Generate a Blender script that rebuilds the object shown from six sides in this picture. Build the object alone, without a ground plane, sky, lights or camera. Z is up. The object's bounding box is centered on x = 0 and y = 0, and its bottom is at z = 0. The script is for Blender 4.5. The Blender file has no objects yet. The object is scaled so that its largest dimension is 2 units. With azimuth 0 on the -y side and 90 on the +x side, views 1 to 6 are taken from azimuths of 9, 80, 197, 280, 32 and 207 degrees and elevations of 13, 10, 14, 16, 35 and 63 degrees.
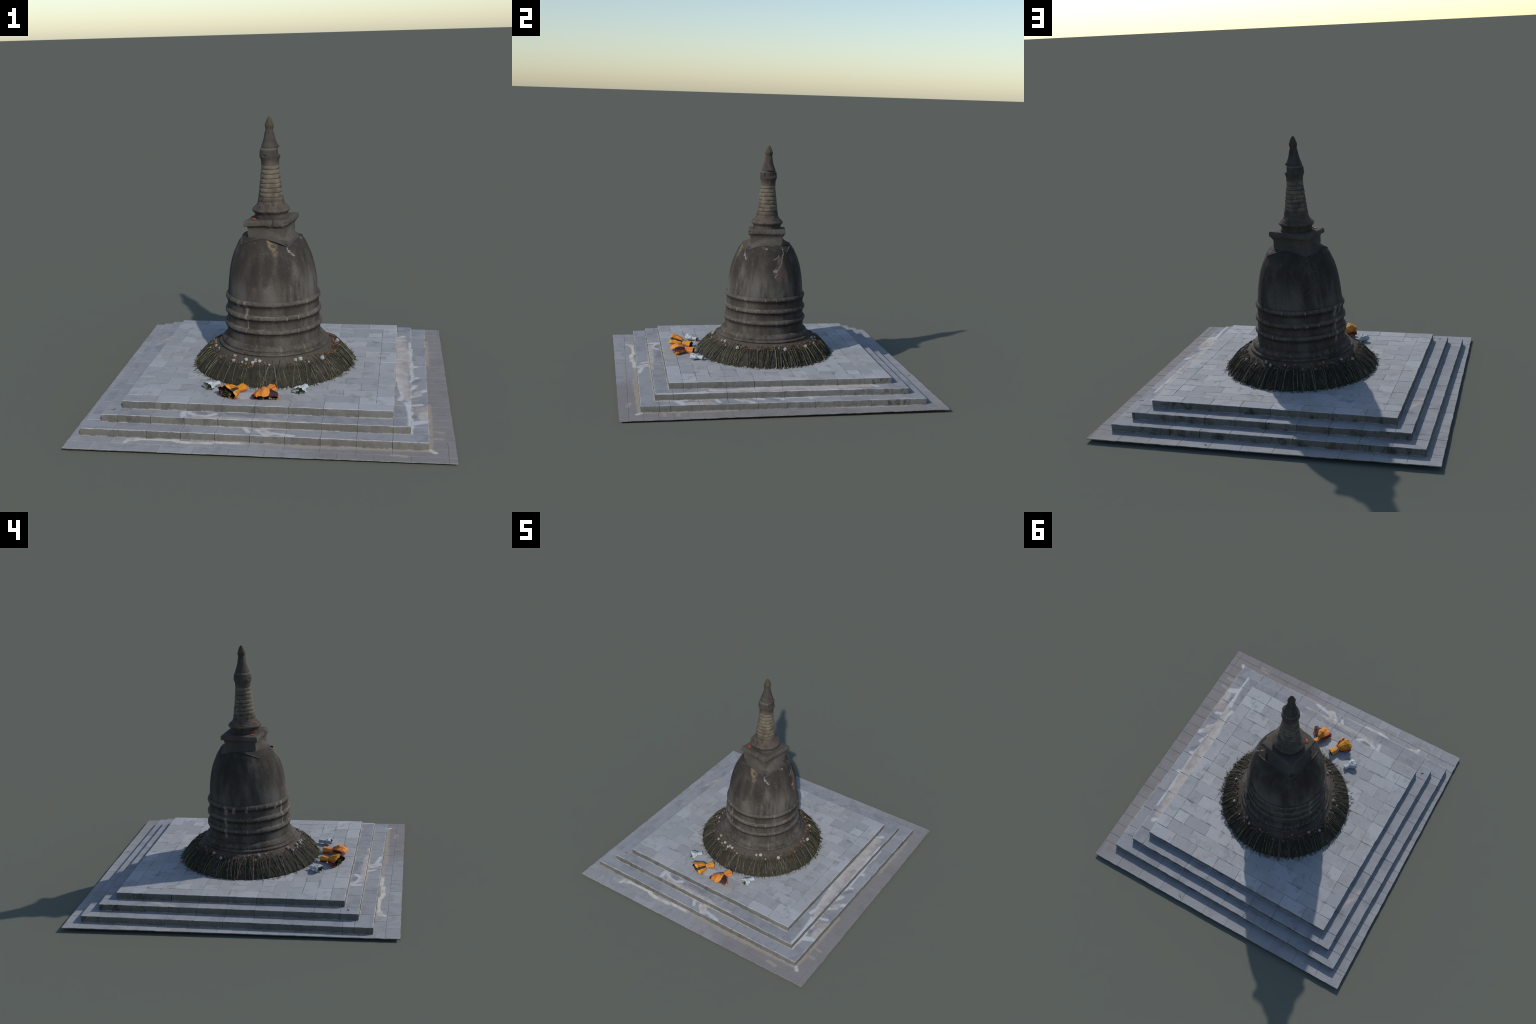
# Weathered bell-shaped stone stupa on a stepped granite platform,
# ringed by cut flowers, with four paper-wrapped bouquets laid in front.
import bpy, bmesh, math, random
from math import sin, cos, pi, radians, sqrt, atan2, hypot
from mathutils import Vector, Matrix, noise

RND = random.Random(7)
D = bpy.data
COL = bpy.context.scene.collection

# ------------------------------------------------------------------ helpers
def lerp(a, b, t): return a + (b - a) * t
def clamp(x, a=0.0, b=1.0): return max(a, min(b, x))
def sstep(a, b, x):
    t = clamp((x - a) / (b - a)); return t * t * (3 - 2 * t)
def interp(pts, x):
    """piecewise-linear lookup in a list of (x, y)"""
    if x <= pts[0][0]: return pts[0][1]
    for (x0, y0), (x1, y1) in zip(pts, pts[1:]):
        if x <= x1: return lerp(y0, y1, (x - x0) / (x1 - x0)) if x1 > x0 else y1
    return pts[-1][1]
def nz(x, y, z, s=1.0): return noise.noise(Vector((x * s, y * s, z * s)))

def mesh_of(name, verts, faces, mats, smooth=True, fmat=None, angle=None):
    me = D.meshes.new(name)
    me.from_pydata([tuple(v) for v in verts], [], faces)
    for m in (mats if isinstance(mats, (list, tuple)) else [mats]): me.materials.append(m)
    if fmat:
        for p, i in zip(me.polygons, fmat): p.material_index = i
    me.validate(); me.update()
    bm = bmesh.new(); bm.from_mesh(me)
    bmesh.ops.recalc_face_normals(bm, faces=bm.faces)
    bm.to_mesh(me); bm.free()
    for p in me.polygons: p.use_smooth = smooth
    if smooth and angle is not None:
        me.set_sharp_from_angle(angle=radians(angle))
    return me

def obj(name, me, parent=None, matrix=None):
    o = D.objects.new(name, me)
    COL.objects.link(o)
    if parent is not None: o.parent = parent
    if matrix is not None: o.matrix_local = matrix
    return o

def empty(name, loc=(0, 0, 0)):
    o = D.objects.new(name, None); COL.objects.link(o)
    o.location = loc; o.empty_display_size = 0.1
    return o

def loft(rows, closed=True, cap0=False, cap1=False):
    """rows: list of equal-length rings of points -> verts, faces"""
    n = len(rows[0]); verts = [p for r in rows for p in r]; faces = []
    for i in range(len(rows) - 1):
        for j in range(n if closed else n - 1):
            k = (j + 1) % n
            faces.append((i * n + j, i * n + k, (i + 1) * n + k, (i + 1) * n + j))
    if cap0: faces.append(tuple(range(n - 1, -1, -1)))
    if cap1: faces.append(tuple((len(rows) - 1) * n + j for j in range(n)))
    return verts, faces

# --------------------------------------------------------------- node helper
class NT:
    def __init__(self, name):
        self.m = D.materials.new(name); self.m.use_nodes = True
        self.t = self.m.node_tree; self.t.nodes.clear()
        self.out = self.n('ShaderNodeOutputMaterial')
    def n(self, typ, **kw):
        nd = self.t.nodes.new(typ)
        for k, v in kw.items(): setattr(nd, k, v)
        return nd
    def put(self, sock, v):
        if hasattr(v, 'is_output') or isinstance(v, bpy.types.NodeSocket): self.t.links.new(v, sock)
        elif isinstance(v, (tuple, list)):
            v = tuple(v)
            if sock.type == 'RGBA' and len(v) == 3: v = v + (1,)
            sock.default_value = v
        elif v is not None: sock.default_value = v
    def math(self, op, a, b=None, c=None, cl=False):
        nd = self.n('ShaderNodeMath', operation=op, use_clamp=cl)
        for i, v in enumerate((a, b, c)): 
            if v is not None: self.put(nd.inputs[i], v)
        return nd.outputs[0]
    def vmath(self, op, a, b=None, scale=None):
        nd = self.n('ShaderNodeVectorMath', operation=op)
        self.put(nd.inputs[0], a)
        if b is not None: self.put(nd.inputs[1], b)
        if scale is not None: self.put(nd.inputs['Scale'], scale)
        return nd.outputs['Value'] if op in ('LENGTH', 'DOT_PRODUCT', 'DISTANCE') else nd.outputs[0]
    def objco(self, ref=None):
        nd = self.n('ShaderNodeTexCoord')
        if ref is not None: nd.object = ref
        return nd.outputs['Object']
    def sep(self, v):
        nd = self.n('ShaderNodeSeparateXYZ'); self.put(nd.inputs[0], v); return nd.outputs
    def comb(self, x, y, z):
        nd = self.n('ShaderNodeCombineXYZ')
        for i, v in enumerate((x, y, z)): self.put(nd.inputs[i], v)
        return nd.outputs[0]
    def map(self, v, scale=(1, 1, 1), loc=(0, 0, 0)):
        nd = self.n('ShaderNodeMapping'); self.put(nd.inputs[0], v)
        nd.inputs['Scale'].default_value = scale; nd.inputs['Location'].default_value = loc
        return nd.outputs[0]
    def noise(self, v, scale, detail=4, rough=0.55, dist=0.0, color=False):
        nd = self.n('ShaderNodeTexNoise'); self.put(nd.inputs['Vector'], v)
        nd.inputs['Scale'].default_value = scale; nd.inputs['Detail'].default_value = detail
        nd.inputs['Roughness'].default_value = rough; nd.inputs['Distortion'].default_value = dist
        return nd.outputs['Color' if color else 'Fac']
    def voro(self, v, scale, feature='DISTANCE_TO_EDGE', out='Distance'):
        nd = self.n('ShaderNodeTexVoronoi', feature=feature); self.put(nd.inputs['Vector'], v)
        nd.inputs['Scale'].default_value = scale
        return nd.outputs[out]
    def step(self, x, a, b, lo=0.0, hi=1.0):
        nd = self.n('ShaderNodeMapRange', interpolation_type='SMOOTHSTEP'); self.put(nd.inputs['Value'], x)
        for k, v in (('From Min', a), ('From Max', b), ('To Min', lo), ('To Max', hi)): nd.inputs[k].default_value = v
        return nd.outputs[0]
    def ramp(self, f, stops):
        nd = self.n('ShaderNodeValToRGB'); self.put(nd.inputs[0], f)
        cr = nd.color_ramp
        while len(cr.elements) < len(stops): cr.elements.new(0.5)
        for e, (p, c) in zip(cr.elements, stops): e.position = p; e.color = tuple(c) + (1,)
        return nd.outputs[0]
    def mix(self, f, a, b, mode='MIX'):
        nd = self.n('ShaderNodeMix', data_type='RGBA', blend_type=mode)
        self.put(nd.inputs[0], f); self.put(nd.inputs[6], a); self.put(nd.inputs[7], b)
        return nd.outputs[2]
    def bump(self, h, strength=0.3, dist=0.002, normal=None):
        nd = self.n('ShaderNodeBump'); self.put(nd.inputs['Height'], h)
        nd.inputs['Strength'].default_value = strength; nd.inputs['Distance'].default_value = dist
        if normal is not None: self.put(nd.inputs['Normal'], normal)
        return nd.outputs[0]
    def done(self, color, rough=0.85, normal=None, spec=0.25, transl=0.0, sheen=0.0):
        b = self.n('ShaderNodeBsdfPrincipled')
        self.put(b.inputs['Base Color'], color); self.put(b.inputs['Roughness'], rough)
        b.inputs['Specular IOR Level'].default_value = spec
        if sheen: b.inputs['Sheen Weight'].default_value = sheen
        if normal is not None: self.put(b.inputs['Normal'], normal)
        sh = b.outputs[0]
        if transl:
            t = self.n('ShaderNodeBsdfTranslucent'); self.put(t.inputs[0], color)
            mx = self.n('ShaderNodeMixShader'); mx.inputs[0].default_value = transl
            self.t.links.new(sh, mx.inputs[1]); self.t.links.new(t.outputs[0], mx.inputs[2]); sh = mx.outputs[0]
        self.t.links.new(sh, self.out.inputs[0])
        return self.m
    def capsule(self, x, y, p0, p1, r0, soft):
        """soft mask of a thick line segment p0-p1 in the plane (x, y)"""
        dx, dy = p1[0] - p0[0], p1[1] - p0[1]; L2 = dx * dx + dy * dy + 1e-9
        px = self.math('SUBTRACT', x, p0[0]); py = self.math('SUBTRACT', y, p0[1])
        t = self.math('ADD', self.math('MULTIPLY', px, dx / L2), self.math('MULTIPLY', py, dy / L2), cl=True)
        ex = self.math('SUBTRACT', px, self.math('MULTIPLY', t, dx)); ey = self.math('SUBTRACT', py, self.math('MULTIPLY', t, dy))
        d = self.math('SQRT', self.math('ADD', self.math('MULTIPLY', ex, ex), self.math('MULTIPLY', ey, ey)))
        return self.step(d, r0, r0 + soft, 1.0, 0.0)
    def union(self, masks):
        a = masks[0]
        for b in masks[1:]: a = self.math('MAXIMUM', a, b)
        return a

# ================================================================= PLATFORM
U = 0.0870                               # paving module (one slab width)
PC = Vector((-0.0228, 0.0175, 0.0))        # platform centre
PROT = radians(-0.55)
TX, TY = -0.0025, 0.0038                 # slight tilt of the whole platform
ZTOP, Z2, Z3, ZA = 0.1398, 0.0988, 0.0582, 0.0178
PM = Matrix.Translation(PC) @ Matrix.Rotation(PROT, 4, 'Z') @ Matrix(((1, 0, 0, 0), (0, 1, 0, 0), (TX, TY, 1, 0), (0, 0, 0, 1)))

stupa = empty('stone_stupa')
stupa['label'] = 'dark weathered bell-shaped stone stupa on stepped granite platform'
stupa['category'] = 'stupa'
PREF = empty('platform_reference'); PREF.parent = stupa
PREF.matrix_local = Matrix.Translation(PC) @ Matrix.Rotation(PROT, 4, 'Z')
PREF.hide_render = True

def granite(name, kind):
    """kind: 'top' | 'step' | 'apron' tread surfaces, 'riser' vertical faces"""
    t = NT(name); P = t.objco(PREF)
    x, y, z = t.sep(P)
    rnd = t.n('ShaderNodeObjectInfo').outputs['Random']
    grain = t.noise(P, 420, 2, 0.6); speck = t.noise(P, 150, 3, 0.7)
    cloud = t.noise(P, 9, 4, 0.6); big = t.noise(P, 3.1, 3, 0.5); soft = t.noise(P, 17, 3, 0.5)
    warp = t.vmath('ADD', P, t.vmath('SCALE', t.vmath('SUBTRACT', t.noise(P, 9, 2, 0.5, color=True), (0.5, 0.5, 0.5)), scale=0.024))
    wx, wy, wz = t.sep(warp)
    if kind == 'riser':
        base = t.ramp(rnd, [(0, (.112, .111, .103)), (.5, (.130, .128, .119)), (1, (.146, .143, .133))])
        st = t.map(P, (1, 1, .35)); streak = t.noise(st, 48, 5, 0.7)
        base = t.mix(t.step(streak, .52, .75, 0, .6), base, (.195, .192, .183))
        base = t.mix(t.step(streak, .47, .30, 0, .55), base, (.070, .068, .058))
        grime = t.noise(t.map(P, (1, 1, .7)), 15, 6, 0.72)
        # grey and drippy on the east face, mouldy on the north, browner in front
        north = t.step(y, .2, .72); east = t.step(x, .5, .66)
        base = t.mix(t.math('MULTIPLY', east, .45), base, (.185, .188, .184))
        base = t.mix(t.math('MULTIPLY', t.step(grime, .50, .64), t.math('ADD', .32, t.math('MULTIPLY', north, .6))), base, (.042, .041, .034))
        base = t.mix(t.math('MULTIPLY', t.step(big, .45, .7), .4), base, (.140, .120, .095))
        # pale crust along the foot of the riser
        band = t.union([t.step(t.math('ABSOLUTE', t.math('SUBTRACT', t.math('SUBTRACT', z, zz), t.math('ADD', t.math('MULTIPLY', x, TX), t.math('MULTIPLY', y, TY)))), .0015, .006, 1, 0) for zz in (Z2, Z3, ZA)])
        base = t.mix(t.math('MULTIPLY', band, t.step(grime, .56, .42, 0, .75)), base, (.36, .345, .30))
        col = t.mix(.5, base, t.ramp(speck, [(.25, (.35, .35, .35)), (.7, (.65, .65, .65))]), 'OVERLAY')
        return t.done(col, .9, t.bump(t.math('ADD', grain, grime), .35, .002))
    base = t.ramp(rnd, [(0, (.312, .317, .329)), (.25, (.343, .348, .359)), (.75, (.380, .384, .394)), (1, (.430, .434, .443))])
    base = t.mix(t.step(soft, .52, .70, 0, .55), base, (.255, .254, .258))
    base = t.mix(t.step(cloud, .45, .25, 0, .5), base, (.44, .445, .455))
    # dirt smudged along some of the joints, worn pale arrises and crust at the foot of each riser
    fr = t.math('PINGPONG', t.math('DIVIDE', t.sep(warp)[1], U), .5)
    base = t.mix(t.math('MULTIPLY', t.step(fr, .14, .0, 0, 1), t.step(t.noise(P, 8.5, 3, .6), .52, .66, 0, .75)), base, (.205, .203, .205))
    cheb = t.math('DIVIDE', t.math('MAXIMUM', t.math('ABSOLUTE', x), t.math('ABSOLUTE', y)), U)
    rim = t.step(t.math('PINGPONG', cheb, .5), .022, .065, 1, 0)
    if kind == 'top': rim = t.math('MULTIPLY', rim, t.step(cheb, 7.4, 7.6))
    wear = t.step(t.noise(P, 22, 4, .65), .38, .58, .15, 1)
    warm = t.noise(P, 4.3, 3, 0.55)
    base = t.mix(t.step(warm, .52, .72, 0, .4), base, (.335, .318, .297))
    if kind == 'step':
        base = t.mix(.6, base, (.250, .258, .280))
        base = t.mix(t.step(cloud, .48, .62, 0, .5), base, (.200, .206, .226))
    if kind == 'apron':
        # trampled mauve-brown towards the south-east, cleaner to the west
        e = t.step(t.math('ADD', t.math('ADD', x, t.math('MULTIPLY', y, -.25)), t.math('MULTIPLY', big, .9)), .55, 1.30)
        base = t.mix(.55, base, (.270, .270, .278))
        base = t.mix(t.math('MULTIPLY', e, .75), base, (.215, .197, .187))
        base = t.mix(t.step(cloud, .50, .74, 0, .45), base, (.180, .172, .166))
    def at(ux, uy): return (ux * U, uy * U)
    def strokes(L, soft_w): return t.union([t.capsule(wx, wy, at(*p0), at(*p1), r * U, soft_w) for p0, p1, r in L])
    if kind == 'step':
        white, cream = strokes(STEP_WHITE, .014), strokes(STEP_CREAM, .018)
        gate = t.step(t.noise(P, 24, 4, .65), .30, .48, .6, 1)
        base = t.mix(t.math('MULTIPLY', t.math('MULTIPLY', white, t.math('ADD', t.math('MULTIPLY', gate, .4), .6)), .95), base, (.52, .525, .54))
        base = t.mix(t.math('MULTIPLY', cream, .85), base, t.ramp(t.noise(P, 9, 4, .6), [(.36, (.325, .280, .250)), (.60, (.500, .465, .435))]))
        base = t.mix(t.math('MULTIPLY', strokes(STEP_CLEAN, .010), .85), base, (.215, .223, .245))
    if kind == 'apron':
        gate = t.step(t.noise(P, 26, 4, .65), .30, .44)
        base = t.mix(t.math('MULTIPLY', t.math('MULTIPLY', strokes(APRON_CREAM, .012), gate), .95), base, t.ramp(t.noise(P, 30, 4, .6), [(.3, (.46, .41, .36)), (.6, (.62, .60, .57))]))
        base = t.mix(t.math('MULTIPLY', strokes(APRON_BEIGE, .016), t.math('MULTIPLY', gate, .75)), base, (.37, .325, .275))
    if kind != 'apron':
        base = t.mix(t.math('MULTIPLY', rim, t.math('MULTIPLY', wear, .7)), base, (.50, .50, .495))
    col = t.mix(.35, base, t.ramp(grain, [(.3, (.3, .3, .3)), (.7, (.7, .7, .7))]), 'OVERLAY')
    col = t.mix(.3, col, t.ramp(speck, [(.3, (.35, .35, .35)), (.7, (.65, .65, .65))]), 'OVERLAY')
    return t.done(col, .85, t.bump(grain, .25, .001), spec=.2)

# stains in module units (x, y on the treads), each a thick stroke with soft ends
STEP_WHITE = [((-4.1, -8.75), (-4.2, -8.3), .10), ((-4.2, -8.2), (-3.9, -8.1), .08), ((-3.9, -8.3), (-3.4, -8.55), .06), ((-3.4, -8.6), (-2.8, -8.7), .10), ((-2.8, -8.7), (-2.3, -8.3), .08),
              ((8.98, -8.8), (8.95, -5.3), .08), ((8.95, -7.2), (8.7, -5.6), .05), ((8.35, -5.1), (8.55, -4.5), .10), ((8.5, -4.4), (8.3, -2.0), .09), ((8.2, -1.9), (8.15, .8), .09),
              ((8.4, 6.8), (8.15, 6.5), .10), ((8.95, .5), (8.95, 5.5), .05),
              ((9.08, -7.5), (9.75, -7.15), .15), ((9.1, -4.75), (9.6, -4.6), .05), ((9.06, -3.4), (9.5, -3.05), .08), ((9.3, -2.9), (9.85, -2.35), .10), ((9.06, -2.1), (9.25, -1.55), .09),
              ((9.05, -.3), (9.35, -.15), .06), ((9.05, 1.7), (9.3, 1.85), .06), ((9.03, -1.0), (9.03, 2.5), .03),
              ((-.35, -9.15), (-.15, -9.5), .06), ((.45, -9.15), (.95, -9.7), .22), ((1.3, -9.6), (2.4, -9.9), .06)]
STEP_CREAM = [((-3.4, -8.75), (-2.2, -8.9), .08), ((-2.2, -8.85), (1.0, -8.9), .14), ((1.0, -8.92), (3.0, -8.97), .04), ((8.85, -5.1), (8.65, -3.7), .10), ((8.65, -3.7), (8.5, -1.1), .20), ((8.45, -1.1), (8.5, 1.2), .30),
              ((8.5, 1.2), (8.45, 4.0), .36), ((8.4, 4.0), (8.3, 6.2), .24), ((9.2, -5.5), (9.75, -5.2), .18), ((9.75, -6.7), (9.75, -5.2), .22), ((9.3, -3.2), (9.5, -2.6), .10), ((.7, -9.4), (1.2, -9.75), .12),
              ((-8.35, 5.3), (-8.9, 3.7), .06)]
STEP_CLEAN = [((-3.3, -8.28), (-2.9, -8.28), .12), ((-1.5, -8.15), (-.1, -8.22), .13), ((9.17, -6.6), (9.17, -6.45), .14), ((9.1, -1.0), (9.5, -.6), .1)]
APRON_CREAM = [((-7.1, -10.65), (-7.0, -10.35), .05), ((-7.0, -10.3), (-6.5, -10.2), .12), ((-6.4, -10.15), (-4.8, -10.12), .05), ((-4.3, -10.12), (-3.85, -10.3), .10), ((-3.8, -10.3), (-2.2, -10.28), .10), ((-2.0, -10.10), (-.4, -10.08), .07), ((-4.8, -10.12), (-4.3, -10.12), .05),
               ((10.05, -9.95), (10.3, -10.2), .08)]
APRON_BEIGE = [((-.4, -10.06), (9.9, -10.1), .06), ((2.5, -10.2), (5.5, -10.15), .08), ((8.0, -10.7), (8.7, -10.85), .05), ((10.08, -9.6), (10.08, -3.5), .06), ((10.1, 3.5), (10.1, 8.5), .04), ((10.3, -8.4), (10.8, -8.45), .03), ((10.3, -7.5), (10.8, -7.55), .03)]

M_TOP = granite('granite_paving', 'top')
M_STEP = granite('granite_tread', 'step')
M_APRON = granite('granite_apron', 'apron')
M_RISER = granite('granite_riser', 'riser')
def m_joint():
    t = NT('joint_mortar'); P = t.objco()
    return t.done(t.ramp(t.noise(P, 40, 4), [(.3, (.17, .165, .158)), (.7, (.28, .275, .262))]), .95)
M_JOINT = m_joint()

def clip_poly(poly, quad):
    """clip a convex polygon to a convex counter-clockwise polygon"""
    for (ax, ay), (bx, by) in zip(quad, quad[1:] + quad[:1]):
        out = []
        f = lambda p: (bx - ax) * (p[1] - ay) - (by - ay) * (p[0] - ax)
        for p, q in zip(poly, poly[1:] + poly[:1]):
            fp, fq = f(p), f(q)
            if fp >= 0: out.append(p)
            if fp * fq < 0: s = fp / (fp - fq); out.append((lerp(p[0], q[0], s), lerp(p[1], q[1], s)))
        poly = out
        if len(poly) < 3: return []
    return poly

def stone_mesh(name, lx, ly, h, mats, seed, bev=0.0014, rough=0.0009, seg=18):
    """a hewn block lx * ly * h with its top at z=0, worn rounded arrises, uneven faces"""
    bm = bmesh.new()
    nx, ny = max(2, int(lx / U * seg / 2)), max(2, int(ly / U * seg / 2))
    def ring(inset, z):
        x0, x1, y0, y1 = -lx / 2 + inset, lx / 2 - inset, -ly / 2 + inset, ly / 2 - inset
        pts = [(lerp(x0, x1, i / nx), y0, z) for i in range(nx)] + [(x1, lerp(y0, y1, i / ny), z) for i in range(ny)]
        pts += [(lerp(x1, x0, i / nx), y1, z) for i in range(nx)] + [(x0, lerp(y1, y0, i / ny), z) for i in range(ny)]
        return pts
    rows = [ring(.0006, -h), ring(0, -h * .55), ring(0, -bev), ring(bev * .35, -bev * .3), ring(bev, 0)]
    vs = []
    for k, r in enumerate(rows):
        row = []
        for p in r:
            a = rough * (2.2 if k in (1, 2) else 1.6)
            dx = (nz(p[0] + seed * 3.1, p[1], p[2], 28) + .9 * nz(p[0] + seed, p[1], 0, 11)) * a; dy = (nz(p[0], p[1] + seed * 7.7, p[2], 28) + .9 * nz(p[0], p[1] + seed, 5, 11)) * a
            dz = nz(p[0], p[1], seed * 5.3, 22) * rough * (.8 if k >= 2 else 0)
            chip = max(0.0, nz(p[0], p[1], seed * 2.9, 36) - .22) * .011
            if k in (2, 3):
                L = hypot(p[0], p[1]) + 1e-6; w_ = .5 if k == 3 else .25; dx -= p[0] / L * chip * w_; dy -= p[1] / L * chip * w_; dz -= chip * (.12 if k == 2 else .22)
            row.append(bm.verts.new((p[0] + dx, p[1] + dy, p[2] + dz)))
        vs.append(row)
    n = len(rows[0])
    for i in range(4):
        for j in range(n):
            f = bm.faces.new((vs[i][j], vs[i][(j + 1) % n], vs[i + 1][(j + 1) % n], vs[i + 1][j]))
            f.material_index = 1 if i < 2 else 0
    f = bm.faces.new(vs[4]); f.material_index = 0
    f = bm.faces.new(vs[0][::-1]); f.material_index = 1
    me = D.meshes.new(name); bm.to_mesh(me); bm.free()
    for m in mats: me.materials.append(m)
    for p in me.polygons: p.use_smooth = True
    me.set_sharp_from_angle(angle=radians(50))
    big = {k for p in me.polygons if len(p.vertices) > 4 for k in p.edge_keys}
    for e in me.edges:                      # keep the flat faces flat: shade only the arris round
        if e.key in big: e.use_edge_sharp = True
    return me

STONES = {}
def stone(kind, parent, cx, cy, z, lx, ly, h, mats, gap=.0012, jz=.0004, bev=.0016):
    """place one stone; equal sizes share one of three mesh variants"""
    key = (kind, round(lx, 4), round(ly, 4), RND.randrange(3))
    if key not in STONES:
        STONES[key] = stone_mesh(kind, lx - gap, ly - gap, h, mats, len(STONES) + 1, bev)
    o = obj(kind, STONES[key], parent)
    flip = RND.random() < .5
    o.matrix_local = PM @ Matrix.Translation((cx, cy, z + RND.uniform(-jz, jz))) @ Matrix.Rotation((pi if flip else 0) + RND.uniform(-.002, .002), 4, 'Z')
    return o

def block(name, hx, hy, z0, z1, mat, parent, m=PM):
    v = [(sx * hx, sy * hy, z) for z in (z0, z1) for sx, sy in ((-1, -1), (1, -1), (1, 1), (-1, 1))]
    f = [(3, 2, 1, 0), (4, 5, 6, 7)] + [(i, (i + 1) % 4, (i + 1) % 4 + 4, i + 4) for i in range(4)]
    return obj(name, mesh_of(name, [m @ Vector(p) for p in v], f, mat, smooth=False), parent)

# hidden footing carries the platform and touches the ground
footing = block('footing', 9.4 * U, 9.4 * U, 0.0, .012, M_JOINT, stupa, Matrix.Translation(PC) @ Matrix.Rotation(PROT, 4, 'Z'))

def courses(n_half, ends_full):
    """joint positions in modules along a side of half-length n_half"""
    xs = [float(-n_half)]
    x = -n_half + (2 if ends_full else 1)
    while x < n_half - .01: xs.append(float(x)); x += 2
    xs.append(float(n_half)); return xs

def tier(name, n, z, h, mats, ends_full, inner):
    """one step: a mortar core with a border of edge stones, inner = depth of border in modules"""
    core = block(name, (n - .12) * U, (n - .12) * U, z - h - .004, z - .0022, M_JOINT, stupa)
    d = inner
    for sy in (-1, 1):
        xs = courses(n, ends_full)
        for a, b in zip(xs, xs[1:]):
            stone('step_stone', core, (a + b) / 2 * U, sy * (n - d / 2) * U, z, (b - a) * U, d * U, h + .001, mats)
    for sx in (-1, 1):
        ys = [-(n - d)] + [v for v in courses(n, ends_full) if abs(v) < n - d - .3] + [n - d]
        for a, b in zip(ys, ys[1:]):
            stone('step_stone', core, sx * (n - d / 2) * U, (a + b) / 2 * U, z, d * U, (b - a) * U, h + .001, mats)
    return core

H1, H2, H3 = ZTOP - Z2, Z2 - Z3, Z3 - ZA
t1 = tier('upper_step', 8, ZTOP, H1, [M_TOP, M_RISER], True, 1.0)
t2 = tier('middle_step', 9, Z2, H2, [M_STEP, M_RISER], False, 1.25)
t3 = tier('lower_step', 10, Z3, H3, [M_STEP, M_RISER], True, 1.25)

# paved field of the upper step: 14 running-bond rows
SAX = Vector((-0.015, 0.006))            # stupa axis
for r in range(14):
    y = -7 + r + .5
    xs = [-7.0] + [(-6 if r % 2 == 0 else -5) + 2.0 * k for k in range(7)] + [7.0]
    xs = sorted(set(v for v in xs if abs(v) <= 7))
    for a, b in zip(xs, xs[1:]):
        cx, cy = (a + b) / 2 * U, y * U
        far = max(hypot(px * U - .009, y0 * U + .012) for px in (a, b) for y0 in (y - .5, y + .5))
        if far < .40: continue
        stone('paving_slab', t1, cx, cy, ZTOP - .0004, (b - a) * U, U, .02, [M_TOP, M_RISER], gap=.0009, jz=.0003, bev=.0007)

# thin apron of paving around the foot of the steps (a slightly crooked outline)
AQ = [(-10.49, -11.76), (11.49, -11.41), (11.09, 11.36), (-10.97, 11.05)]
apv = [(x * U, y * U, z) for z in (ZA - .0042, ZA - .0016) for x, y in AQ]
apf = [(3, 2, 1, 0), (4, 5, 6, 7)] + [(i, (i + 1) % 4, (i + 1) % 4 + 4, i + 4) for i in range(4)]
APIN = Matrix.Identity(4)
apron = obj('paving_apron', mesh_of('paving_apron', [PM @ Vector((p[0] * .998, p[1] * .998, p[2])) for p in apv], apf, M_JOINT, smooth=False), stupa)
def apron_slab(x0, x1, y0, y1):
    g = .008
    poly = clip_poly([(x0 + g, y0 + g), (x1 - g, y0 + g), (x1 - g, y1 - g), (x0 + g, y1 - g)], AQ)
    if len(poly) < 3: return
    cx = sum(p[0] for p in poly) / len(poly) * U; cy = sum(p[1] for p in poly) / len(poly) * U
    # outer arris slightly ragged
    pts = []
    for p, q in zip(poly, poly[1:] + poly[:1]):
        L = hypot(q[0] - p[0], q[1] - p[1]); k = max(1, int(L / .22))
        for i in range(k):
            s = i / k; x, y = lerp(p[0], q[0], s), lerp(p[1], q[1], s)
            on_edge = min(abs((bx - ax) * (y - ay) - (by - ay) * (x - ax)) / hypot(bx - ax, by - ay) for (ax, ay), (bx, by) in zip(AQ, AQ[1:] + AQ[:1])) < .02
            j = .03 if on_edge else .006
            pts.append((x + nz(x, y, 1.3, 2.7) * j, y + nz(x, y, 9.1, 2.7) * j))
    n = len(pts)
    rows = []
    for ins, z in ((0, ZA - .0045), (0, ZA - .0010), (.012, ZA)):
        row = []
        for x, y in pts:
            dx, dy = cx / U - x, cy / U - y; L = hypot(dx, dy)
            row.append(Vector(((x + dx / L * ins) * U - cx, (y + dy / L * ins) * U - cy, z + nz(x, y, 4.4, 1.2) * .0006)))
        rows.append(row)
    v, f = loft(rows, True, True, True)
    fm = [1] * n + [0] * n + [1, 0]
    me = mesh_of('apron_slab', v, f, [M_APRON, M_RISER], False, fm)
    o = obj('apron_slab', me, apron)
    o.matrix_local = PM @ Matrix.Translation((cx, cy, RND.uniform(-.0004, .0004)))
def spans(a, b, p0, step):
    xs = [a]; x = p0
    while x < b - .25:
        if x > a + .25: xs.append(x)
        x += step
    return list(zip(xs, xs[1:] + [b]))
for a, b in spans(-11.2, 12, -11, 2): apron_slab(a, b, -12.2, -10.78)       # south, outer row
for a, b in spans(-10, 11.0, -10, 2): apron_slab(a, b, -10.78, -9.9)        # south, inner row
for a, b in spans(-10.78, 9.95, -9.8, 1):                                    # east
    if b < -8: apron_slab(9.9, 11.02, a, b); apron_slab(11.02, 12, a, b)
    else: apron_slab(9.9, 12, a, b)
for a, b in spans(-10.78, 9.95, -10.1, 1.04): apron_slab(-11.6, -9.9, a, b)  # west
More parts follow.
